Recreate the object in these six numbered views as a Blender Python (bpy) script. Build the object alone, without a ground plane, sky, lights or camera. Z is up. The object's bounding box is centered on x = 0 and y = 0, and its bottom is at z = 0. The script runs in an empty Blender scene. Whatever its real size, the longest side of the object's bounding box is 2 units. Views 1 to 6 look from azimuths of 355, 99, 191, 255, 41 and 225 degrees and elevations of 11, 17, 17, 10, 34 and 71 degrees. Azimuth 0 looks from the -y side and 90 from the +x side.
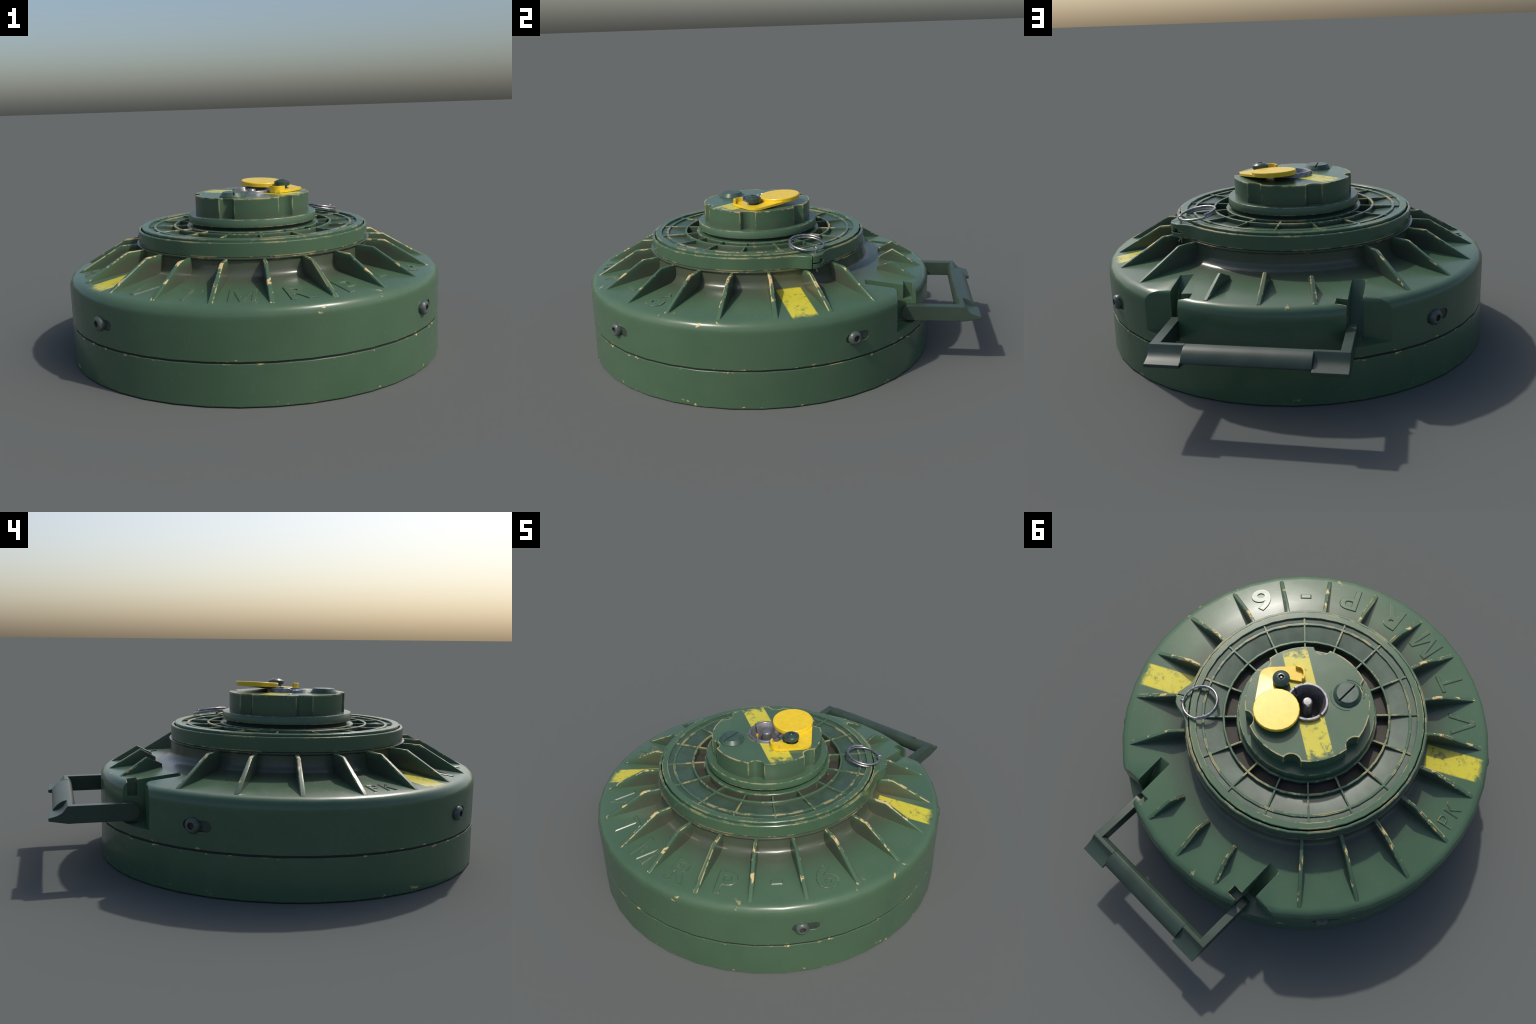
import bpy, bmesh, math, random
from mathutils import Vector, Matrix

random.seed(7)
CX, CY = 0.0, -0.117            # vertical axis of the round body
TAU = math.tau
COL = bpy.context.scene.collection


# ------------------------------------------------------------------ helpers
def link(ob, parent=None):
    COL.objects.link(ob)
    if parent is not None:
        ob.parent = parent
    return ob


def finish(bm, angle=35.0):
    """smooth shading, edges sharper than `angle` kept hard"""
    bmesh.ops.recalc_face_normals(bm, faces=bm.faces[:])
    lim = math.radians(angle)
    for f in bm.faces:
        f.smooth = True
    for e in bm.edges:
        if len(e.link_faces) == 2:
            e.smooth = e.calc_face_angle(0.0) < lim
        else:
            e.smooth = False


def to_object(bm, name, mat, parent, angle=35.0):
    finish(bm, angle)
    me = bpy.data.meshes.new(name)
    bm.to_mesh(me)
    bm.free()
    if mat is not None:
        me.materials.append(mat)
    return link(bpy.data.objects.new(name, me), parent)


def polar(r, deg, z):
    a = math.radians(deg)
    return Vector((r * math.cos(a), r * math.sin(a), z))


def revolve(bm, profile, segs, closed=True, phase=0.0, span=360.0):
    """spin a list of (r, z); r = 0 makes a pole. closed joins last to first."""
    full = span >= 359.99
    n = segs if full else segs + 1
    rings = []
    for r, z in profile:
        if r < 1e-6:
            v = bm.verts.new((0, 0, z))
            rings.append([v] * n)
        else:
            rings.append([bm.verts.new(polar(r, phase + span * i / segs, z)) for i in range(n)])
    m = len(rings)
    for j in range(m if closed else m - 1):
        a, b = rings[j], rings[(j + 1) % m]
        for i in range(segs):
            k = (i + 1) % n
            quad = []
            for v in (a[i], a[k], b[k], b[i]):
                if v not in quad:
                    quad.append(v)
            if len(quad) > 2:
                bm.faces.new(quad)
    if not full and closed:
        bm.faces.new([r[0] for r in rings])
        bm.faces.new([r[-1] for r in reversed(rings)])
    return bm


def lathe(name, profile, segs, mat, parent, closed=True, phase=0.0, angle=35.0, span=360.0):
    return to_object(revolve(bmesh.new(), profile, segs, closed, phase, span), name, mat, parent, angle)


def prism(bm, outline, low, high, place=lambda u, v, w: (u, v, w)):
    """extrude a 2D outline between two heights, mapped by `place`"""
    a = [bm.verts.new(place(u, v, low)) for u, v in outline]
    b = [bm.verts.new(place(u, v, high)) for u, v in outline]
    n = len(outline)
    bm.faces.new(a[::-1])
    bm.faces.new(b)
    for i in range(n):
        k = (i + 1) % n
        bm.faces.new((a[i], a[k], b[k], b[i]))
    return bm


def block(bm, x0, x1, y0, y1, z0, z1):
    return prism(bm, [(x0, y0), (x1, y0), (x1, y1), (x0, y1)], z0, z1)


def carve(ob, cutters):
    """subtract closed cutter meshes from ob, then drop them"""
    for bm in cutters:
        bmesh.ops.recalc_face_normals(bm, faces=bm.faces[:])
        me = bpy.data.meshes.new("cutter")
        bm.to_mesh(me)
        bm.free()
        c = bpy.data.objects.new("cutter", me)
        COL.objects.link(c)
        c.parent = ob.parent
        mod = ob.modifiers.new("cut", "BOOLEAN")
        mod.operation, mod.solver, mod.object = "DIFFERENCE", "EXACT", c
        dg = bpy.context.evaluated_depsgraph_get()
        dg.update()
        new = bpy.data.meshes.new_from_object(ob.evaluated_get(dg))
        ob.modifiers.clear()
        old, ob.data = ob.data, new
        new.name = old.name
        bpy.data.meshes.remove(old)
        bpy.data.objects.remove(c)
        bpy.data.meshes.remove(me)
    bm = bmesh.new()
    bm.from_mesh(ob.data)
    bmesh.ops.remove_doubles(bm, verts=bm.verts[:], dist=1e-5)
    finish(bm, 30)
    bm.to_mesh(ob.data)
    bm.free()


def bevel_all(bm, width, angle=30.0, segments=1):
    es = [e for e in bm.edges if len(e.link_faces) == 2 and e.calc_face_angle(0) > math.radians(angle)]
    bmesh.ops.bevel(bm, geom=es, offset=width, segments=segments, affect="EDGES", clamp_overlap=True)


def arc(cx, cy, r, a0, a1, n):
    return [(cx + r * math.cos(math.radians(a0 + (a1 - a0) * i / n)),
             cy + r * math.sin(math.radians(a0 + (a1 - a0) * i / n))) for i in range(n + 1)]


def smooth_closed(points, times=2):
    """Chaikin corner cutting"""
    for _ in range(times):
        out = []
        for i, p in enumerate(points):
            q = points[(i + 1) % len(points)]
            out += [(p[0] * .75 + q[0] * .25, p[1] * .75 + q[1] * .25), (p[0] * .25 + q[0] * .75, p[1] * .25 + q[1] * .75)]
        points = out
    return points


# ---------------------------------------------------------------- materials
class Nodes:
    def __init__(self, name):
        self.mat = bpy.data.materials.new(name)
        self.mat.use_nodes = True
        self.nt = self.mat.node_tree
        self.bsdf = self.nt.nodes["Principled BSDF"]

    def new(self, kind, **props):
        n = self.nt.nodes.new("ShaderNode" + kind)
        for k, v in props.items():
            setattr(n, k, v)
        return n

    def put(self, sock, val):
        if isinstance(val, bpy.types.NodeSocket):
            self.nt.links.new(val, sock)
        else:
            sock.default_value = val

    def math(self, op, a, b=0.0, c=0.0, clamp=False):
        n = self.new("Math", operation=op, use_clamp=clamp)
        for s, v in zip(n.inputs, (a, b, c)):
            self.put(s, v)
        return n.outputs[0]

    def ramp(self, x, lo, hi, a=0.0, b=1.0):
        n = self.new("MapRange", interpolation_type="SMOOTHSTEP")
        for s, v in zip(n.inputs[:5], (x, lo, hi, a, b)):
            self.put(s, v)
        return n.outputs[0]

    def noise(self, vec, scale, detail=4.0, rough=0.6, dist=0.0):
        n = self.new("TexNoise")
        self.put(n.inputs["Vector"], vec)
        n.inputs["Scale"].default_value = scale
        n.inputs["Detail"].default_value = detail
        n.inputs["Roughness"].default_value = rough
        n.inputs["Distortion"].default_value = dist
        return n.outputs[0]

    def mix(self, f, a, b):
        n = self.new("Mix", data_type="RGBA")
        self.put(n.inputs[0], f)
        self.put(n.inputs[6], a if isinstance(a, bpy.types.NodeSocket) else (*a, 1))
        self.put(n.inputs[7], b if isinstance(b, bpy.types.NodeSocket) else (*b, 1))
        return n.outputs[2]

    def coords(self, vary=False):
        """object coordinates; with vary, shifted at random for every repeat"""
        tc = self.new("TexCoord").outputs["Object"]
        if not vary:
            return tc, tc
        info = self.new("ObjectInfo").outputs["Random"]
        k = self.math("MULTIPLY", info, 37.0)
        add = self.new("VectorMath", operation="ADD")
        cmb = self.new("CombineXYZ")
        for i in range(3):
            self.put(cmb.inputs[i], k)
        self.put(add.inputs[0], tc)
        self.put(add.inputs[1], cmb.outputs[0])
        return tc, add.outputs[0]

    def xyz(self, vec):
        s = self.new("SeparateXYZ")
        self.put(s.inputs[0], vec)
        return s.outputs

    def radius(self, vec):
        x, y, _ = self.xyz(vec)
        return self.math("SQRT", self.math("ADD", self.math("MULTIPLY", x, x), self.math("MULTIPLY", y, y)))

    def worn_edge(self, radius, samples=6):
        """0 on flats, 1 at edges, found by comparing the rounded with the true normal"""
        b = self.new("Bevel", samples=samples)
        b.inputs["Radius"].default_value = radius
        g = self.new("NewGeometry").outputs["Normal"]
        d = self.new("VectorMath", operation="DOT_PRODUCT")
        self.put(d.inputs[0], b.outputs[0])
        self.put(d.inputs[1], g)
        return self.ramp(self.math("SUBTRACT", 1.0, d.outputs["Value"]), 0.015, 0.16)

    def rounded_normal(self, radius, bump_src=None, strength=0.1, dist=0.002):
        b = self.new("Bevel", samples=4)
        b.inputs["Radius"].default_value = radius
        nrm = b.outputs[0]
        if bump_src is not None:
            p = self.new("Bump")
            p.inputs["Strength"].default_value = strength
            p.inputs["Distance"].default_value = dist
            self.put(p.inputs["Height"], bump_src)
            self.put(p.inputs["Normal"], nrm)
            nrm = p.outputs[0]
        self.put(self.bsdf.inputs["Normal"], nrm)


GREEN = (0.059, 0.115, 0.064)
GREEN_LIT = (0.069, 0.128, 0.072)
CREAM = (0.56, 0.43, 0.19)
SOIL = (0.066, 0.060, 0.046)
LEMON = (0.63, 0.55, 0.045)


def painted(name, wear=0.5, edge=0.010, soil=None, vary=False, extra=None, rough=0.28, chips=None, where=None):
    """green paint over cream primer: worn edges, dust specks, soil in sheltered places"""
    N = Nodes(name)
    raw, co = N.coords(vary)
    big = N.noise(co, 2.3, 3)
    mid = N.noise(co, 11.0, 6, 0.65)
    fine = N.noise(co, 75.0, 3, 0.6)
    col = N.mix(N.ramp(big, 0.35, 0.65), GREEN, GREEN_LIT)
    # dull grey scuffs and fine dust
    scuff = N.math("MULTIPLY", N.ramp(mid, 0.60, 0.76), 0.17)
    col = N.mix(scuff, col, (0.080, 0.112, 0.085))
    speck = N.math("MULTIPLY", N.ramp(fine, 0.68, 0.76), 0.18)
    col = N.mix(speck, col, (0.11, 0.135, 0.11))
    if soil is not None:
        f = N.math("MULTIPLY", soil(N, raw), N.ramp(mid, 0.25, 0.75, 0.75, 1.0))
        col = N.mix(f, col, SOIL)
    if extra is not None:
        col = extra(N, raw, co, col)
    # chips down to the primer
    e = N.worn_edge(edge)
    lum = N.noise(co, 5.0, 4, 0.6)
    chip = N.noise(co, 26.0, 5, 0.62, 0.4)
    s = N.math("ADD", N.math("MULTIPLY", e, 0.30), N.math("ADD", N.math("MULTIPLY", lum, 1.10), N.math("MULTIPLY", chip, 0.80)))
    mask = N.ramp(s, 1.40 - 0.20 * wear, 1.44 - 0.20 * wear)
    mask = N.math("MULTIPLY", mask, N.ramp(e, 0.03, 0.14))
    if where is not None:
        mask = N.math("MULTIPLY", mask, where(N, raw))
    if chips is not None:
        mask = N.math("MAXIMUM", mask, chips(N, raw, co))
    col = N.mix(mask, col, CREAM)
    N.put(N.bsdf.inputs["Base Color"], col)
    r = N.math("ADD", rough - 0.13, N.math("ADD", N.math("MULTIPLY", mid, 0.16), N.math("MULTIPLY", fine, 0.05)))
    r = N.math("ADD", r, N.math("MULTIPLY", mask, 0.25))
    N.put(N.bsdf.inputs["Roughness"], r)
    N.rounded_normal(0.004, fine, 0.03, 0.002)
    return N.mat


def plain(name, color, rough, metal=0.0, vary_amount=0.2, scale=30.0, rounding=0.003, coat=0.0):
    N = Nodes(name)
    _, co = N.coords()
    n = N.noise(co, scale, 5, 0.6)
    dark = tuple(c * (1 - vary_amount) for c in color)
    light = tuple(min(1, c * (1 + vary_amount)) for c in color)
    N.put(N.bsdf.inputs["Base Color"], N.mix(N.ramp(n, 0.3, 0.7), dark, light))
    N.put(N.bsdf.inputs["Roughness"], N.math("ADD", rough - 0.06, N.math("MULTIPLY", n, 0.12)))
    N.bsdf.inputs["Metallic"].default_value = metal
    N.bsdf.inputs["Coat Weight"].default_value = coat
    N.rounded_normal(rounding, n, 0.05, 0.001)
    return N.mat


def band(N, x, lo, hi, soft):
    return N.math("MULTIPLY", N.ramp(x, lo - soft, lo + soft), N.ramp(x, hi - soft, hi + soft, 1.0, 0.0))


# soil gathers on the cone next to the neck
def shell_soil(N, co):
    r = N.radius(co)
    z = N.xyz(co)[2]
    near = N.ramp(r, 0.56, 0.72, 0.75, 0.0)
    return N.math("MULTIPLY", near, N.ramp(z, 0.40, 0.42))


def grid_soil(N, co):
    """grime down in the cells of the lid"""
    return N.ramp(N.xyz(co)[2], 0.598, 0.588, 0.0, 0.75)


def dome_soil(N, co):
    return N.ramp(N.xyz(co)[2], 0.700, 0.655, 0.0, 0.45)


def letter_painted_shade(N, co):
    """steep flanks darkened in colour, drawing the shading that outlines the characters"""
    nz = N.xyz(N.new("NewGeometry").outputs["True Normal"])[2]
    return N.ramp(nz, 0.92, 0.80, 0.0, 0.40)


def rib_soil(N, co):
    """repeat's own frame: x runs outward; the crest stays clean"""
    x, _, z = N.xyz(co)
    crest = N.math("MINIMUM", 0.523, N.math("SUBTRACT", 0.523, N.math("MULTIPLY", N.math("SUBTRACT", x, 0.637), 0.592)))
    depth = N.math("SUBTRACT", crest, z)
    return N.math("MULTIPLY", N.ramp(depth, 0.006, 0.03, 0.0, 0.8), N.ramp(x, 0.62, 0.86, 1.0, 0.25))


def rib_chips(N, raw, co):
    """long bare streaks on the crest of a rib"""
    x, _, z = N.xyz(raw)
    crest = N.math("MINIMUM", 0.523, N.math("SUBTRACT", 0.523, N.math("MULTIPLY", N.math("SUBTRACT", x, 0.637), 0.592)))
    near = N.ramp(N.math("SUBTRACT", crest, z), 0.003, 0.009, 1.0, 0.0)
    st = N.new("Mapping")
    st.inputs["Scale"].default_value = (1, 1.6, 1)
    N.put(st.inputs["Vector"], co)
    n = N.noise(st.outputs[0], 17.0, 5, 0.6, 0.2)
    knee = N.ramp(N.math("ABSOLUTE", N.math("SUBTRACT", x, 0.645)), 0.0, 0.06, 0.07, 0.0)
    knee = N.math("SUBTRACT", knee, N.ramp(x, 0.76, 0.83, 0.0, 0.07))
    s = N.math("ADD", N.math("ADD", n, knee), N.math("MULTIPLY", near, 0.12))
    return N.math("MULTIPLY", N.ramp(s, 0.705, 0.73), N.ramp(near, 0.0, 0.4))


def shell_paint(N, raw, co, col):
    """two sprayed lemon bars on the cone, worn, with a faint overspray"""
    x, y, z = N.xyz(raw)
    n1 = N.noise(co, 14.0, 6, 0.7)
    n2 = N.noise(co, 48.0, 4, 0.7)
    for deg in (23.0, -149.2):
        c, s = math.cos(math.radians(deg)), math.sin(math.radians(deg))
        along = N.math("ADD", N.math("MULTIPLY", x, c), N.math("MULTIPLY", y, s))
        across = N.math("ABSOLUTE", N.math("SUBTRACT", N.math("MULTIPLY", y, c), N.math("MULTIPLY", x, s)))
        edge = N.math("MULTIPLY", N.ramp(across, 0.055, 0.063, 1, 0), N.math("MULTIPLY", N.ramp(along, 0.570, 0.582), N.ramp(N.math("ADD", along, N.math("MULTIPLY", n1, 0.06)), 0.858, 0.888, 1, 0)))
        fade = N.ramp(along, 0.80, 0.86, 0.0, 0.42)
        worn = N.ramp(N.math("SUBTRACT", N.math("ADD", N.math("MULTIPLY", n1, 0.55), N.math("MULTIPLY", n2, 0.45)), N.math("MULTIPLY", fade, 0.25)), 0.34, 0.50)
        f = N.math("MULTIPLY", N.math("MULTIPLY", edge, worn), 0.92)
        mist = N.math("MULTIPLY", N.math("MULTIPLY", N.ramp(across, 0.06, 0.14, 0.06, 0), N.ramp(along, 0.50, 0.56)), N.ramp(along, 0.62, 0.78, 1, 0))
        f = N.math("MAXIMUM", f, mist)
        col = N.mix(f, col, LEMON)
    return col


def shoulder_chips(N, raw, co):
    """scattered chips on the rounded shoulder and along the seam and foot"""
    z = N.xyz(raw)[2]
    st = N.new("Mapping")
    st.inputs["Scale"].default_value = (1, 1, 2.2)
    N.put(st.inputs["Vector"], co)
    n = N.noise(st.outputs[0], 8.5, 6, 0.62, 0.3)
    a = N.math("MULTIPLY", band(N, z, 0.358, 0.402, 0.010), N.ramp(n, 0.678, 0.690))
    n2 = N.noise(st.outputs[0], 22.0, 5, 0.6, 0.3)
    b = N.math("MULTIPLY", N.ramp(z, 0.196, 0.190), N.ramp(n2, 0.635, 0.655))
    return N.math("MAXIMUM", a, b)


def pan_chips(N, raw, co):
    z = N.xyz(raw)[2]
    st = N.new("Mapping")
    st.inputs["Scale"].default_value = (1, 1, 1.6)
    N.put(st.inputs["Vector"], co)
    n2 = N.noise(st.outputs[0], 20.0, 5, 0.6, 0.3)
    top = N.math("MULTIPLY", N.ramp(z, 0.167, 0.171), N.ramp(n2, 0.625, 0.645))
    foot = N.math("MULTIPLY", N.ramp(z, 0.035, 0.010), N.ramp(n2, 0.645, 0.665))
    return N.math("MAXIMUM", top, foot)


def dome_stripe(N, raw, co, col):
    """one lemon bar straight across the top of the plug"""
    x, y, z = N.xyz(raw)
    d = math.radians(146.6)
    along = N.math("ABSOLUTE", N.math("ADD", N.math("MULTIPLY", x, math.cos(d)), N.math("MULTIPLY", y, math.sin(d))))
    across = N.math("ABSOLUTE", N.math("SUBTRACT", N.math("MULTIPLY", y, math.cos(d)), N.math("MULTIPLY", x, math.sin(d))))
    n1 = N.noise(co, 30.0, 6, 0.7)
    edge = N.math("MULTIPLY", N.ramp(across, 0.054, 0.059, 1, 0), N.ramp(along, 0.246, 0.270, 1, 0))
    worn = N.ramp(N.math("SUBTRACT", n1, N.ramp(along, 0.20, 0.27, 0, 0.12)), 0.28, 0.48)
    f = N.math("MULTIPLY", N.math("MULTIPLY", edge, worn), N.math("MULTIPLY", N.ramp(z, 0.7435, 0.7442), 0.92))
    return N.mix(f, col, LEMON)


M_SHELL = painted("green_paint_shell", 0.20, 0.008, shell_soil, extra=shell_paint, chips=shoulder_chips)
M_PAN = painted("green_paint_pan", 0.25, 0.008, chips=pan_chips)
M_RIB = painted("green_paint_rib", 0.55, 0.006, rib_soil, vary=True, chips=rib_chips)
M_RING = painted("green_paint_ring", 0.75, 0.013)
M_GRID = painted("green_paint_grid", 0.70, 0.018, soil=grid_soil)
M_DOME = painted("green_paint_dome", 0.95, 0.017, soil=dome_soil, where=lambda N, co: N.ramp(N.xyz(co)[2], 0.662, 0.705), extra=dome_stripe)
M_FLANGE = painted("green_paint_flange", 0.70, 0.013)
M_LETTER = painted("green_paint_letter", 0.75, 0.005, soil=letter_painted_shade)
M_RING_ARC = painted("green_paint_ring_arc", 0.0, 0.003)
M_FLOOR = plain("soiled_green_floor", (0.048, 0.084, 0.056), 0.30, 0, 0.18, 14)
M_CHANNEL = plain("dark_soil_channel", (0.042, 0.038, 0.030), 0.7, 0, 0.2, 20)
M_GAP = plain("near_black_gap", (0.016, 0.016, 0.015), 0.7, 0, 0.2, 20)
M_HANDLE = plain("dark_green_handle_plastic", (0.034, 0.056, 0.040), 0.38, 0, 0.12, 9, 0.005)
M_SCREW = plain("grey_green_screw_steel", (0.075, 0.100, 0.085), 0.32, 0.1, 0.2, 40, 0.006)
M_BED = plain("soiled_slot_bed", (0.040, 0.058, 0.043), 0.5, 0, 0.2, 30)
M_SOCKET = plain("dark_socket", (0.035, 0.030, 0.027), 0.6, 0, 0.2, 40)
M_SLOTSCREW = plain("dark_green_screw", (0.040, 0.078, 0.055), 0.36, 0.0, 0.25, 25)
M_BOLT = plain("dark_green_bolt", (0.036, 0.064, 0.050), 0.28, 0.1, 0.2, 40, 0.0012)
M_TUBE = plain("blued_gunmetal", (0.22, 0.22, 0.235), 0.28, 0.6, 0.25, 35, 0.003)
M_PIN = plain("grey_striker_steel", (0.26, 0.26, 0.265), 0.34, 0.6, 0.2, 40, 0.004)
M_WIRE = plain("bright_steel_wire", (0.42, 0.40, 0.40), 0.26, 0.9, 0.3, 60, 0.001)
M_FLAP = plain("yellow_enamel", (0.78, 0.53, 0.022), 0.30, 0, 0.06, 40, 0.003)

# ------------------------------------------------------------------ the thing
mine = bpy.data.objects.new("land_mine", None)
mine["label"] = "round green ribbed metal land mine with yellow-marked pressure fuze"
mine["category"] = "land mine"
mine.location = (CX, CY, 0)
link(mine)

SEG = 40
# base pan under the seam
pan = lathe("base_pan", [(0, 0.0), (0.870, 0.0), (0.880, 0.0), (0.8835, 0.004), (0.8826, 0.1750), (0.8816, 0.1762), (0.868, 0.1762), (0, 0.1762)],
            SEG, M_PAN, mine, closed=False)
seam = lathe("seam_black_fill", [(0, 0.174), (0.8775, 0.174), (0.8775, 0.187), (0, 0.187)], SEG, M_GAP, mine, closed=False)  # black disc set just inside the surface, seen as the dark line of the seam


# upper shell: wall, rounded shoulder, shallow cone, fillet, neck
def cone_z(r):
    return 0.4045 + (0.840 - r) * 0.1425


wall_r, wall_z, cone_r = 0.8825, 0.350, 0.841
corner_z = cone_z(wall_r)
shoulder = []
for i in range(9):
    t = i / 8
    shoulder.append(((1 - t) ** 2 * wall_r + 2 * t * (1 - t) * wall_r + t * t * cone_r,
                     (1 - t) ** 2 * wall_z + 2 * t * (1 - t) * corner_z + t * t * cone_z(cone_r)))
fillet = []
f0, f1, f2 = (0.600, cone_z(0.600)), (0.557, cone_z(0.557)), (0.553, 0.477)
for i in range(6):
    t = i / 5
    fillet.append(tuple((1 - t) ** 2 * a + 2 * t * (1 - t) * b + t * t * c for a, b, c in zip(f0, f1, f2)))
shell_profile = [(0, 0.1845), (0.868, 0.1845), (0.8806, 0.1845), (0.8818, 0.1857)] + shoulder + [(0.70, cone_z(0.70))] + fillet + \
                [(0.552, 0.518), (0.5595, 0.5225), (0.5605, 0.5290), (0.545, 0.5305), (0, 0.5305)]
shell = lathe("shell", shell_profile, SEG, M_SHELL, mine, closed=False)

# handle bay: two deep slots, a flat outer pocket beside each, a square notch beside each
FLOOR = 0.2275
cuts = []
# side profiles of the cutters in (outward y, z): the slot floor climbs inward as a curved ramp
ramp = [(1.30, FLOOR), (0.713, FLOOR), (0.690, 0.2700), (0.655, 0.3240), (0.618, 0.3750), (0.5685, 0.4300), (0.5685, 0.80), (1.30, 0.80)]
# the pocket wall meets the cone with a small rounding
pocket = [(1.30, FLOOR), (0.725, FLOOR), (0.725, 0.388), (0.7240, 0.395), (0.7205, 0.4015), (0.7130, 0.4065), (0.7000, 0.4105), (0.655, 0.4250), (0.655, 0.80), (1.30, 0.80)]
for s in (1, -1):
    for prof, xa, xb in ((ramp, 0.3335, 0.3885), (pocket, 0.3860, 0.62)):
        cuts.append(prism(bmesh.new(), prof, *sorted((s * xa, s * xb)), lambda u, v, w: (w, u, v)))
    nb = bmesh.new()
    block(nb, *sorted((s * 0.2875, s * 0.36)), 0.753, 0.794, 0.337, 0.8)
    cuts.append(nb)

# bayonet slots for the four screws
SCREWS = (-39.8, 37.6, 139.0, -142.5)


def radial_frame(deg, r, z):
    """matrix whose local x is tangent (counter-clockwise), y is up, z is outward"""
    a = math.radians(deg)
    out = Vector((math.cos(a), math.sin(a), 0))
    tan = Vector((-math.sin(a), math.cos(a), 0))
    m = Matrix((tan, Vector((0, 0, 1)), out)).transposed().to_4x4()
    m.translation = out * r + Vector((0, 0, z))
    return m


SCREW_Z = 0.279
for deg in SCREWS:
    m = radial_frame(deg, 0.0, SCREW_Z)
    capsule = arc(0.058, 0, 0.0215, -90, 90, 8) + arc(-0.023, 0, 0.0215, 90, 270, 8)
    cuts.append(prism(bmesh.new(), capsule, 0.864, 0.95, lambda u, v, w: m @ Vector((u, v, w))))
carve(shell, cuts)

# lining of the bayonet slots
for i, deg in enumerate(SCREWS):
    m = radial_frame(deg, 0.0, SCREW_Z)
    capsule = arc(0.058, 0, 0.0210, -90, 90, 8) + arc(-0.023, 0, 0.0210, 90, 270, 8)
    to_object(prism(bmesh.new(), capsule, 0.860, 0.8745, lambda u, v, w: m @ Vector((u, v, w))), "screw_slot_bed", M_BED, shell)

# button-head screws
head = bmesh.new()
revolve(head, [(0.010, 0.8595), (0.0320, 0.8595), (0.0328, 0.884), (0.0315, 0.890), (0.0275, 0.8960), (0.0210, 0.8998), (0.0160, 0.9003), (0.0135, 0.8990), (0.0125, 0.890)], 16, closed=False)
revolve(head, [(0.0125, 0.890), (0, 0.889)], 16, closed=False)
bmesh.ops.remove_doubles(head, verts=head.verts[:], dist=1e-6)
finish(head, 50)
head_mesh = bpy.data.meshes.new("screw")
head.to_mesh(head_mesh)
head.free()
head_mesh.materials.append(M_SCREW)
head_mesh.materials.append(M_SOCKET)
for p in head_mesh.polygons:
    if max(math.hypot(*head_mesh.vertices[v].co.xy) for v in p.vertices) < 0.0136:
        p.material_index = 1
for deg in SCREWS:
    o = link(bpy.data.objects.new("screw", head_mesh), mine)
    o.matrix_local = radial_frame(deg, 0.0, SCREW_Z)

# ribs: tapered plates standing on the cone


def rib_mesh(name, outline, top_w, base_w, z_base):
    bm = bmesh.new()
    zs = [z for _, z in outline]
    hi = max(zs)

    def half(z):
        k = (z - z_base) / (hi - z_base)
        return 0.5 * (base_w + (top_w - base_w) * max(0, min(1, k)))
    L = [bm.verts.new((r, half(z), z)) for r, z in outline]
    R = [bm.verts.new((r, -half(z), z)) for r, z in outline]
    n = len(outline)
    bm.faces.new(L)
    bm.faces.new(R[::-1])
    for i in range(n):
        k = (i + 1) % n
        bm.faces.new((L[i], R[i], R[k], L[k]))
    bmesh.ops.recalc_face_normals(bm, faces=bm.faces[:])
    crest = [e for e in bm.edges if abs(e.verts[0].co.y - e.verts[1].co.y) < 0.006 and min(v.co.z for v in e.verts) > z_base + 0.002]
    bmesh.ops.bevel(bm, geom=crest, offset=0.0025, segments=2, affect="EDGES", clamp_overlap=True)
    finish(bm, 40)
    me = bpy.data.meshes.new(name)
    bm.to_mesh(me)
    bm.free()
    me.materials.append(M_RIB)
    return me


long_rib = rib_mesh("rib", [(0.536, 0.390), (0.536, 0.5275), (0.637, 0.5225), (0.8385, 0.4045), (0.8385, 0.390)], 0.0155, 0.0225, 0.390)
RIB_ANGLES = (48.4, 31.5, 14.25, -3.0, -20.4, -37.7, -54.8, -72.1, -90.1, -106.75, -124.1, -141.5, -158.4, -175.6, 167.4, 149.9, 132.1)
for deg in RIB_ANGLES:
    o = link(bpy.data.objects.new("rib", long_rib), shell)
    o.rotation_euler = (0, 0, math.radians(deg))
short_a = rib_mesh("short_rib", [(0.632, 0.395), (0.632, 0.450), (0.700, 0.4895), (0.842, 0.405), (0.842, 0.395)], 0.0155, 0.0215, 0.395)
short_b = rib_mesh("short_rib", [(0.650, 0.395), (0.650, 0.446), (0.720, 0.4790), (0.842, 0.405), (0.842, 0.395)], 0.0155, 0.0215, 0.395)
for deg, me in ((75, short_b), (90, short_a), (105, short_b)):
    o = link(bpy.data.objects.new("short_rib", me), shell)
    o.rotation_euler = (0, 0, math.radians(deg))

# raised lettering, one character per bay, feet toward the rim
STROKES = {
    "M": [(0, 0), (.2, 0), (.2, .62), (.41, 0), (.59, 0), (.8, .62), (.8, 0), (1, 0), (1, 1), (.74, 1), (.5, .32), (.26, 1), (0, 1)],
    "V": [(0, 1), (.23, 1), (.5, .25), (.77, 1), (1, 1), (.62, 0), (.38, 0)],
    "T": [(.39, 0), (.61, 0), (.61, .83), (1, .83), (1, 1), (0, 1), (0, .83), (.39, .83)],
    "K": [(0, 0), (.2, 0), (.2, .34), (.34, .48), (.74, 0), (1, 0), (.5, .62), (.97, 1), (.70, 1), (.2, .56), (.2, 1), (0, 1)],
    "-": [(0, 0), (1, 0), (1, 1), (0, 1)],
}


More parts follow.
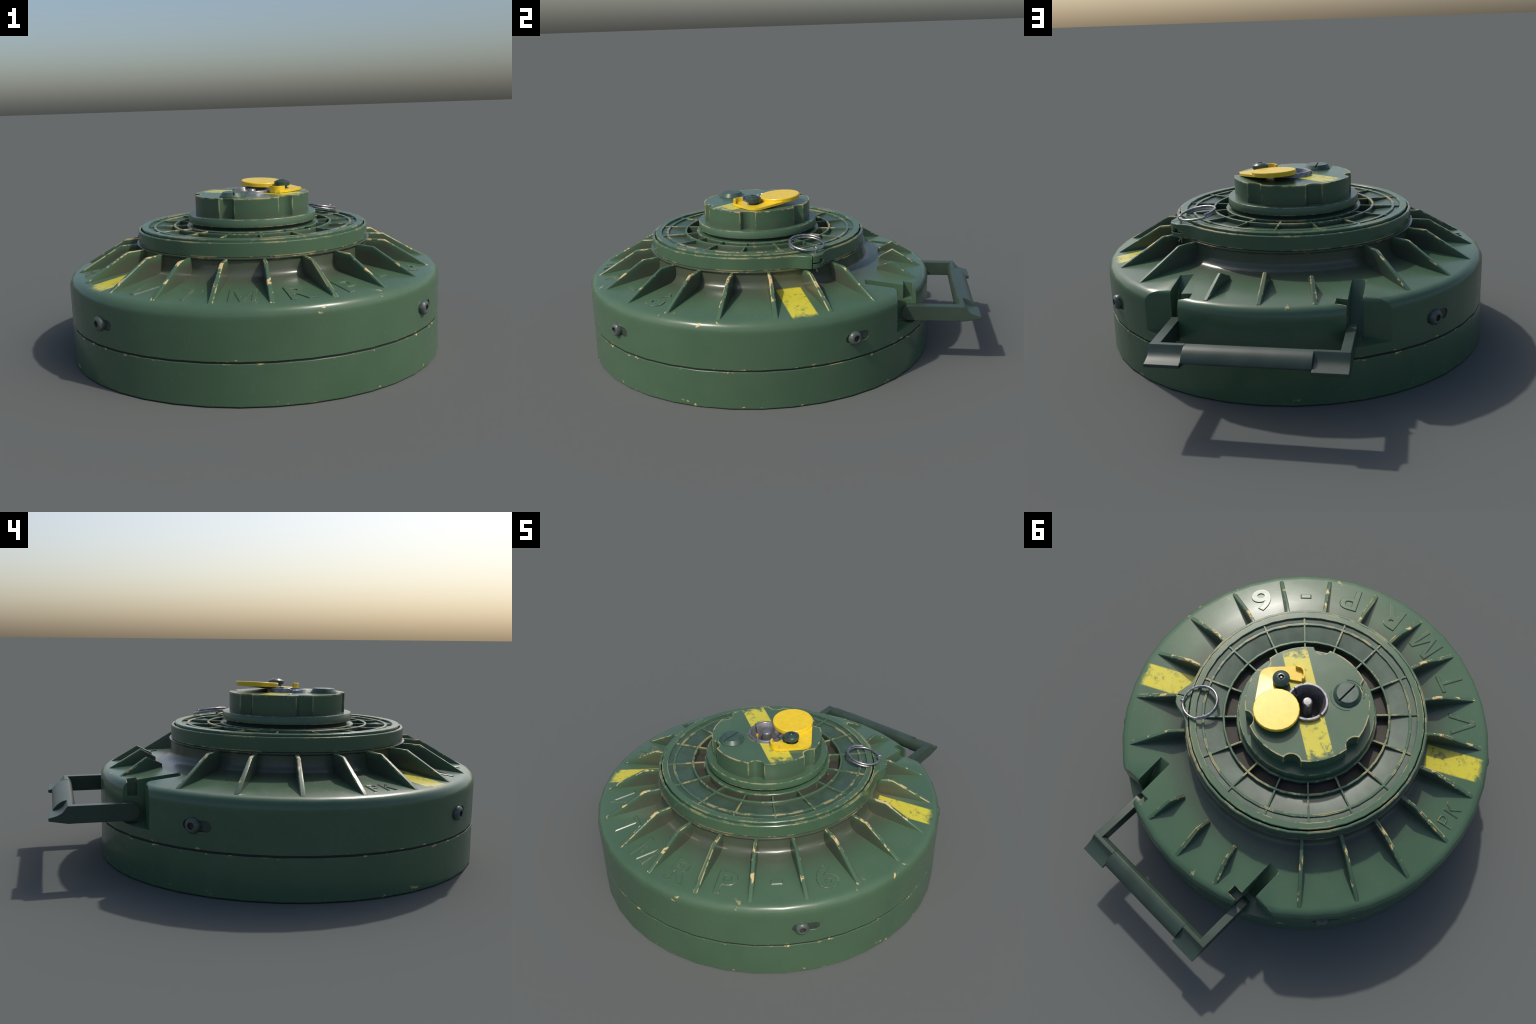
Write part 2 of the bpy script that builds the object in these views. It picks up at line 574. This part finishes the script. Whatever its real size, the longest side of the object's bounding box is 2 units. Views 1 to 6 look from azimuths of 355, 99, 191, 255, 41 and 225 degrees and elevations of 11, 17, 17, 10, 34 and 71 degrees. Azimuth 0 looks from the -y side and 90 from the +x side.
def letter(ch, deg, r_top, r_bot, width, dx=0.0, stroke=0.0):
    bm = bmesh.new()
    if ch in STROKES:
        prism(bm, STROKES[ch], 0.0, 1.0)
    else:
        cu = bpy.data.curves.new("letter", "FONT")
        cu.body, cu.size, cu.extrude, cu.offset, cu.resolution_u = ch, 1.0, 0.05, stroke, 6
        tmp = bpy.data.objects.new("letter", cu)
        COL.objects.link(tmp)
        dg = bpy.context.evaluated_depsgraph_get()
        dg.update()
        me = bpy.data.meshes.new_from_object(tmp.evaluated_get(dg))
        bpy.data.objects.remove(tmp)
        bpy.data.curves.remove(cu)
        bm.from_mesh(me)
        bpy.data.meshes.remove(me)
        bmesh.ops.remove_doubles(bm, verts=bm.verts[:], dist=1e-5)
    bm.normal_update()
    bmesh.ops.dissolve_limit(bm, angle_limit=math.radians(0.5), verts=bm.verts[:], edges=bm.edges[:])
    lo = Vector([min(v.co[i] for v in bm.verts) for i in range(3)])
    hi = Vector([max(v.co[i] for v in bm.verts) for i in range(3)])
    a = math.radians(deg)
    out, tan = Vector((math.cos(a), math.sin(a), 0)), Vector((-math.sin(a), math.cos(a), 0))
    for v in bm.verts:
        u = (v.co.x - lo.x) / (hi.x - lo.x) - 0.5
        w = (v.co.y - lo.y) / (hi.y - lo.y)
        up = v.co.z > (lo.z + hi.z) / 2
        p = out * (r_bot + (r_top - r_bot) * w) + tan * (u * width + dx)
        p.z = cone_z(p.xy.length) + (0.0042 if up else -0.004)
        v.co = p
    # sloping flanks all round the raised face
    bmesh.ops.recalc_face_normals(bm, faces=bm.faces[:])
    crown = [e for e in bm.edges if len(e.link_faces) == 2 and e.calc_face_angle(0) > 0.9 and
             all(v.co.z - cone_z(v.co.xy.length) > 0.0035 for v in e.verts)]
    bmesh.ops.bevel(bm, geom=crown, offset=0.0048, segments=1, affect="EDGES", clamp_overlap=True)
    bm.normal_update()
    bmesh.ops.triangulate(bm, faces=[f for f in bm.faces if len(f.verts) > 4], ngon_method="EAR_CLIP")
    ob = to_object(bm, "letter", M_LETTER, shell, 25)
    ob.data.materials.clear()
    ob.data.materials.append(M_LETTER)
    return ob


def bay(k):
    return -90 + 17.32 * (k + 0.5)


for ch, k, rt, rb, w in (("V", -3, 0.688, 0.812, 0.108), ("T", -2, 0.692, 0.815, 0.090), ("M", -1, 0.690, 0.818, 0.112), ("R", 0, 0.690, 0.816, 0.096),
                         ("P", 1, 0.688, 0.812, 0.088), ("-", 2, 0.716, 0.744, 0.052), ("6", 3, 0.680, 0.806, 0.092)):
    letter(ch, bay(k) + 0.35, rt + (0 if ch == '-' else -0.003), rb + (0 if ch == '-' else 0.003), w * 1.06, stroke=0.030)
letter("P", -167.9, 0.738, 0.816, 0.048, dx=-0.035, stroke=0.016)
letter("K", -167.9, 0.738, 0.816, 0.052, dx=0.030)

# ------------------------------------------------------------- clamp ring
def clamp_radius(deg):
    """round band with a bolted lug swelling out of it"""
    keys = [(22.5, 0.5505), (25.0, 0.5515), (27.5, 0.560), (30.0, 0.578), (32.0, 0.594), (33.6, 0.602), (35.5, 0.605), (37.4, 0.604), (38.8, 0.598), (40.5, 0.586), (42.5, 0.570), (44.6, 0.558), (47.0, 0.5515), (49.5, 0.5505)]
    if deg <= keys[0][0] or deg >= keys[-1][0]:
        return 0.5505
    for (a, ra), (b, rb) in zip(keys, keys[1:]):
        if a <= deg <= b:
            return ra + (rb - ra) * (deg - a) / (b - a)


angles = [i * 9.0 for i in range(40) if not 22 < i * 9.0 < 50] + [22.5, 25, 26.2, 27.5, 28.7, 30, 31, 32, 33, 33.6, 34.6, 35.5, 36.5, 37.4, 38.2, 38.8, 39.6, 40.5, 41.5, 42.5, 43.5, 44.6, 45.8, 47, 49.5]
angles.sort()
cb = bmesh.new()
rows = []
for dr, z, inner in ((0, 0.5312, 0), (0, 0.5900, 0), (-0.003, 0.5930, 0), (0.5385, 0.5930, 1), (0.5385, 0.5312, 1)):
    rows.append([cb.verts.new(polar(dr if inner else clamp_radius(a) + dr, a, z)) for a in angles])
for j in range(5):
    a, b = rows[j], rows[(j + 1) % 5]
    for i in range(len(angles)):
        k = (i + 1) % len(angles)
        cb.faces.new((a[i], a[k], b[k], b[i]))
clamp = to_object(cb, "clamp_ring", M_RING, mine, 30)
slit = bmesh.new()
m = Matrix.Rotation(math.radians(34.0), 4, "Z")
prism(slit, [(0.552, -0.0025), (0.70, -0.0025), (0.70, 0.0025), (0.552, 0.0025)], 0.5, 0.62, lambda u, v, w: m @ Vector((u, v, w)))
gap = bmesh.new()
m2 = Matrix.Rotation(math.radians(36.6), 4, "Z")
prism(gap, [(0.575, -0.025), (0.70, -0.025), (0.70, 0.06), (0.575, 0.06)], 0.5530, 0.5590, lambda u, v, w: m2 @ Vector((u, v, w)))
gap2 = bmesh.new()
prism(gap2, [(0.570, 0.010), (0.70, 0.010), (0.70, 0.030), (0.570, 0.030)], 0.5585, 0.5720, lambda u, v, w: m2 @ Vector((u, v, w)))
carve(clamp, [slit, gap, gap2])

# split ring through the lug: about one and a half turns of wire
def tube_along(points, r, sides, name, mat, parent):
    bm = bmesh.new()
    rings = []
    n = len(points)
    ref = Vector((0, 0, 1))
    for i, p in enumerate(points):
        t = (points[min(i + 1, n - 1)] - points[max(i - 1, 0)]).normalized()
        if abs(t.dot(ref)) > 0.95:
            ref = Vector((1, 0, 0))
        s = t.cross(ref).normalized()
        u = s.cross(t).normalized()
        rings.append([bm.verts.new(p + s * (r * math.cos(TAU * k / sides)) + u * (r * math.sin(TAU * k / sides))) for k in range(sides)])
    for a, b in zip(rings, rings[1:]):
        for k in range(sides):
            bm.faces.new((a[k], a[(k + 1) % sides], b[(k + 1) % sides], b[k]))
    bm.faces.new(rings[0][::-1])
    bm.faces.new(rings[-1])
    return to_object(bm, name, mat, parent, 50)


ring_c = Vector((0.385, 0.180 - CY, 0.0))
wire = []
for i in range(85):
    th = 129 + (684 - 129) * i / 84
    a = math.radians(th)
    z = 0.6310 - 0.014 * math.cos(math.radians(th - 36)) - 0.0115 * (th - 129) / 360
    rr = 0.0790 + 0.002 * (i / 84)
    wire.append(Vector((ring_c.x + rr * math.cos(a), ring_c.y + rr * math.sin(a), z)))
tube_along(wire, 0.0055, 10, "split_ring", M_WIRE, clamp)
pin_xy = Vector((0.4495, 0.2285 - CY, 0))
loop = []
tang = Vector((math.cos(math.radians(36)), math.sin(math.radians(36)), 0))
for i in range(15):
    a = math.radians(-60 + 300 * i / 14)
    loop.append(pin_xy + Vector((0, 0, 0.6140)) + tang * (0.0095 * math.cos(a)) + Vector((0, 0, 0.0095 * math.sin(a))))
legs = [pin_xy + Vector((0, 0, 0.500)), pin_xy + Vector((0, 0, 0.56)), pin_xy + Vector((0, 0, 0.606))]
tube_along(legs, 0.0042, 8, "cotter_pin", M_WIRE, clamp)
tube_along(loop, 0.0032, 8, "cotter_loop", M_WIRE, clamp)
tail = [pin_xy + Vector((0.004, 0.0, 0.532)), pin_xy + Vector((0.006, 0.002, 0.518)), pin_xy + Vector((0.012, 0.010, 0.507))]
tube_along(tail, 0.0026, 8, "cotter_tail", M_WIRE, clamp)

# ------------------------------------------------------------- pressure lid
lid = lathe("pressure_lid", [(0.5020, 0.560), (0.5320, 0.560), (0.5335, 0.6015), (0.5310, 0.6040), (0.5040, 0.6040), (0.5020, 0.6025)], SEG, M_RING, mine)
lathe("lid_panel", [(0.379, 0.535), (0.503, 0.535), (0.503, 0.5945), (0.4700, 0.5930), (0.379, 0.5815)], SEG, M_FLOOR, lid)
lathe("lid_channel", [(0.300, 0.533), (0.372, 0.533), (0.372, 0.5620), (0.300, 0.5620)], SEG, M_CHANNEL, lid)
lathe("grid_ring", [(0.4650, 0.570), (0.4775, 0.570), (0.4775, 0.5985), (0.4760, 0.6000), (0.4665, 0.6000), (0.4650, 0.5985)], SEG, M_GRID, lid)
lathe("grid_ring", [(0.3705, 0.536), (0.3810, 0.536), (0.3810, 0.6010), (0.3795, 0.6025), (0.3720, 0.6025), (0.3705, 0.6010)], SEG, M_GRID, lid)
lathe("lid_collar", [(0.270, 0.536), (0.3190, 0.536), (0.3195, 0.5980), (0.3165, 0.6010), (0.270, 0.6010)], 28, M_GRID, lid)
sp = bmesh.new()
block(sp, 0.3175, 0.5025, -0.0040, 0.0040, 0.536, 0.5997)
finish(sp, 30)
spoke_mesh = bpy.data.meshes.new("spoke")
sp.to_mesh(spoke_mesh)
sp.free()
M_SPOKE = painted("green_paint_spoke", 0.60, 0.014, soil=grid_soil, vary=True)
spoke_mesh.materials.append(M_SPOKE)
for i in range(16):
    o = link(bpy.data.objects.new("spoke", spoke_mesh), lid)
    o.rotation_euler = (0, 0, math.radians(22.5 * i))

# ------------------------------------------------------------- fuze plug
plug = lathe("fuze_plug", [(0.200, 0.6160), (0.3040, 0.6160), (0.3062, 0.6180), (0.3062, 0.6500), (0.3040, 0.6535), (0.200, 0.6535)], SEG, M_FLANGE, mine)
lathe("dark_gap_fill", [(0.200, 0.599), (0.288, 0.599), (0.288, 0.6170), (0.200, 0.6170)], SEG, M_GAP, plug)  # near-black cylinder filling the dark gap between flange and collar
outline = []
NOTCH_D, NOTCH_R, DOME_R = 0.287, 0.0415, 0.2735
half = math.degrees(math.acos((DOME_R ** 2 + NOTCH_D ** 2 - NOTCH_R ** 2) / (2 * DOME_R * NOTCH_D)))
for k in range(6):
    c = 60 * k
    nx, ny = polar(NOTCH_D, c, 0).xy
    p0, p1 = polar(DOME_R, c - half, 0).xy, polar(DOME_R, c + half, 0).xy
    a0 = math.degrees(math.atan2(p0.y - ny, p0.x - nx))
    a1 = math.degrees(math.atan2(p1.y - ny, p1.x - nx))
    while a1 > a0:
        a1 -= 360
    outline += arc(nx, ny, NOTCH_R, a0, a1, 6)
    for j in range(1, 6):
        q = polar(DOME_R, c + half + (60 - 2 * half) * j / 6, 0)
        outline.append((q.x, q.y))
dome = to_object(prism(bmesh.new(), outline, 0.6525, 0.7445), "plug_dome", M_DOME, plug, 30)
bore = bmesh.new()
revolve(bore, [(0, 0.6400), (0.0900, 0.6400), (0.0900, 0.80), (0, 0.80)], 32, closed=False)
carve(dome, [bore])
lathe("tube_floor", [(0, 0.630), (0.089, 0.630), (0.089, 0.6450), (0, 0.6450)], 24, M_CHANNEL, plug, closed=False)

# tube around the striker: two half shells parted by slits, one a little lower
for a0, a1, top in ((179.0, 354.0, 0.7580), (1.0 - 3.0 + 0.0, 172.0, 0.7635)):
    prof = [(0.0500, 0.636), (0.0905, 0.636), (0.0920, top - 0.003), (0.0900, top), (0.0810, top), (0.0785, top - 0.003)]
    lathe("tube_shell", prof, 18, M_TUBE, plug, phase=a0, span=a1 - a0)
for deg in (175.5, -4.0):
    bm = bmesh.new()
    mm = Matrix.Rotation(math.radians(deg), 4, "Z")
    prism(bm, [(0.066, -0.008), (0.0885, -0.010), (0.0885, 0.010), (0.066, 0.008)], 0.652, 0.712, lambda u, v, w: mm @ Vector((u, v, w)))
    to_object(bm, "slit_liner", M_FLAP if deg > 0 else M_TUBE, plug)
lathe("striker_pin", [(0, 0.650), (0.0222, 0.650), (0.0222, 0.7530), (0.0180, 0.7600), (0, 0.7605)], 16, M_PIN, plug, closed=False, angle=30)

# slotted screw
sc = Vector((-0.098, -0.267 - CY, 0))
bm = bmesh.new()
revolve(bm, [(0, 0.742), (0.0625, 0.742), (0.0625, 0.7475), (0.0485, 0.7660), (0, 0.7660)], 24, closed=False)
bmesh.ops.translate(bm, verts=bm.verts[:], vec=sc)
slotted = to_object(bm, "slotted_screw", M_SLOTSCREW, plug, 25)
cut = bmesh.new()
block(cut, sc.x - 0.0038, sc.x + 0.0038, sc.y - 0.08, sc.y + 0.08, 0.7555, 0.80)
carve(slotted, [cut])
bm = bmesh.new()
block(bm, sc.x - 0.0037, sc.x + 0.0037, sc.y - 0.050, sc.y + 0.050, 0.750, 0.7562)
to_object(bm, "screw_slot", M_SOCKET, slotted)
for a0, a1 in ((-150, -45), (30, 140)):
    bm = bmesh.new()
    revolve(bm, [(0.0690, 0.7435), (0.0780, 0.7435), (0.0765, 0.7462), (0.0705, 0.7462)], 12, phase=a0, span=a1 - a0)
    bmesh.ops.translate(bm, verts=bm.verts[:], vec=sc)
    to_object(bm, "faint_ring_arc", M_RING_ARC, plug)

# yellow swing flap: sloping plate with a hook, disc riding on it
bolt_c = Vector((0.150, -0.107))
disc_c = Vector((0.0625, 0.0125))
axis = (disc_c - bolt_c).normalized()
plan = [(0.163, 0.042), (0.2380, -0.060), (0.247, -0.078), (0.246, -0.098), (0.234, -0.121), (0.190, -0.167), (0.152, -0.204), (0.128, -0.216), (0.104, -0.210), (0.088, -0.193),
        (0.081, -0.170), (0.094, -0.162), (0.126, -0.141), (0.155, -0.139), (0.174, -0.130), (0.183, -0.112), (0.180, -0.090), (0.166, -0.075), (0.142, -0.066), (0.118, -0.062),
        (0.020, -0.010), (0.040, 0.080), (0.110, 0.085)]


def plate_top(x, y):
    return 0.7585 + 0.12 * max(-0.01, (Vector((x, y)) - bolt_c).dot(axis))


bm = bmesh.new()
up = [bm.verts.new((x, y - CY, plate_top(x, y))) for x, y in plan]
dn = [bm.verts.new((x, y - CY, plate_top(x, y) - 0.0115)) for x, y in plan]
bm.faces.new(up)
bm.faces.new(dn[::-1])
for i in range(len(plan)):
    k = (i + 1) % len(plan)
    bm.faces.new((dn[i], dn[k], up[k], up[i]))
bmesh.ops.triangulate(bm, faces=[f for f in bm.faces if len(f.verts) > 4])
flap = to_object(bm, "swing_flap", M_FLAP, plug, 30)
bm = bmesh.new()


def disc_top(x, y):
    return 0.7855 + 0.062 * ((Vector((x, y)) - bolt_c).dot(axis) - 0.10)


N_D = 24
rings = []
for r, dz in ((0.1005, -0.0215), (0.1015, -0.0040), (0.0985, 0.0)):
    rings.append([bm.verts.new((disc_c.x + r * math.cos(TAU * i / N_D), disc_c.y + r * math.sin(TAU * i / N_D) - CY,
                                disc_top(disc_c.x + r * math.cos(TAU * i / N_D), disc_c.y + r * math.sin(TAU * i / N_D)) + dz)) for i in range(N_D)])
for a, b in zip(rings, rings[1:]):
    for i in range(N_D):
        k = (i + 1) % N_D
        bm.faces.new((a[i], a[k], b[k], b[i]))
bm.faces.new(rings[0][::-1])
bm.faces.new(rings[-1])
to_object(bm, "flap_disc", M_FLAP, flap, 30)
hook = [(0.152, -0.2045), (0.140, -0.208), (0.128, -0.2145), (0.115, -0.2130), (0.104, -0.2085), (0.094, -0.199), (0.086, -0.1885), (0.0825, -0.175)]
bm = bmesh.new()
ins, outs = [], []
for i, p in enumerate(hook):
    a, b = Vector(hook[max(i - 1, 0)]), Vector(hook[min(i + 1, len(hook) - 1)])
    t = (b - a).normalized()
    n = Vector((t.y, -t.x))
    outs.append((Vector(p) - n * 0.0005))
    ins.append((Vector(p) + n * 0.0075))
loop2 = [tuple(p) for p in outs] + [tuple(p) for p in ins[::-1]]
prism(bm, [(x, y - CY) for x, y in loop2], 0.7465, 0.7780)
to_object(bm, "flap_hook", M_FLAP, flap, 40)

# bolt holding the flap, hexagon socket with a centre pin
bm = bmesh.new()
revolve(bm, [(0, 0.743), (0.0260, 0.743), (0.0260, 0.7700), (0.0355, 0.7700), (0.0380, 0.7725), (0.0380, 0.7880), (0.0350, 0.7915), (0.0200, 0.7985), (0.0165, 0.7995), (0, 0.7995)], 20, closed=False)
off = Vector((bolt_c.x, bolt_c.y - CY, 0))
bmesh.ops.translate(bm, verts=bm.verts[:], vec=off)
bolt = to_object(bm, "flap_bolt", M_BOLT, plug, 40)
hexa = bmesh.new()
revolve(hexa, [(0, 0.790), (0.0138, 0.790), (0.0138, 0.83), (0, 0.83)], 6, closed=False, phase=10)
bmesh.ops.translate(hexa, verts=hexa.verts[:], vec=off)
carve(bolt, [hexa])
bm = bmesh.new()
revolve(bm, [(0.0128, 0.7885), (0.0128, 0.7908), (0, 0.7908)], 6, closed=False, phase=10)
bmesh.ops.translate(bm, verts=bm.verts[:], vec=off)
to_object(bm, "bolt_socket", M_SOCKET, bolt)
bm = bmesh.new()
revolve(bm, [(0.0062, 0.7900), (0.0062, 0.7960), (0.0045, 0.7975), (0, 0.7975)], 12, closed=False)
bmesh.ops.translate(bm, verts=bm.verts[:], vec=off)
to_object(bm, "bolt_pin", M_PIN, bolt)

# ------------------------------------------------------------- carrying handle
PY, PZ, PR = 0.665, 0.2775, 0.0370
grip_z = 0.3140
ear_curve = [(0.922, grip_z), (0.930, 0.3045), (0.940, 0.2910), (0.950, 0.2830), (0.963, 0.2765), (0.980, 0.2710), (1.000, 0.2665)]
pivot = arc(PY, PZ, PR, 90, 270, 10)
arm_outline = [(0.921, 0.3136)] + pivot + [(0.921, 0.2409)]
ear_outline = ear_curve[::-1] + [(0.907, grip_z), (0.9020, 0.3095), (0.8940, 0.3000), (0.8890, 0.2880), (0.8870, 0.2740), (0.8885, 0.2600), (0.8940, 0.2450), (0.905, 0.2405), (0.922, 0.2405), (1.000, 0.2545)]
bar_outline = [(0.9830, 0.2695), (0.9790, 0.2770), (0.9720, 0.2855), (0.9630, 0.2950), (0.9500, 0.3040), (0.9370, 0.3100), (0.922, 0.3130),
               (0.907, 0.3130), (0.9020, 0.3090), (0.8940, 0.3000), (0.8890, 0.2880), (0.8870, 0.2740), (0.8885, 0.2600), (0.8940, 0.2480), (0.905, 0.2440), (0.930, 0.2480), (0.960, 0.2560), (0.9790, 0.2630)]
handle = bpy.data.objects.new("carrying_handle", None)
link(handle, mine)


def along_x(u, v, w):
    return (w, u - CY, v)


for s in (1, -1):
    bm = bmesh.new()
    prism(bm, arm_outline, *sorted((s * 0.3345, s * 0.3717)), along_x)
    bmesh.ops.recalc_face_normals(bm, faces=bm.faces[:])
    to_object(bm, "handle_arm", M_HANDLE, handle, 35)
    bm = bmesh.new()
    prism(bm, ear_outline, *sorted((s * 0.2400, s * 0.3720)), along_x)
    to_object(bm, "handle_ear", M_HANDLE, handle, 35)
    bm = bmesh.new()
    revolve(bm, [(0, 0), (0.018, 0), (0.018, 0.010), (0, 0.010)], 14, closed=False)
    for v in bm.verts:
        v.co = Vector((s * (0.326 + v.co.z), PY - CY + v.co.x, PZ + v.co.y))
    to_object(bm, "handle_pivot", M_HANDLE, handle)
bm = bmesh.new()
prism(bm, bar_outline, -0.2400, 0.2400, along_x)
to_object(bm, "handle_grip", M_HANDLE, handle, 35)
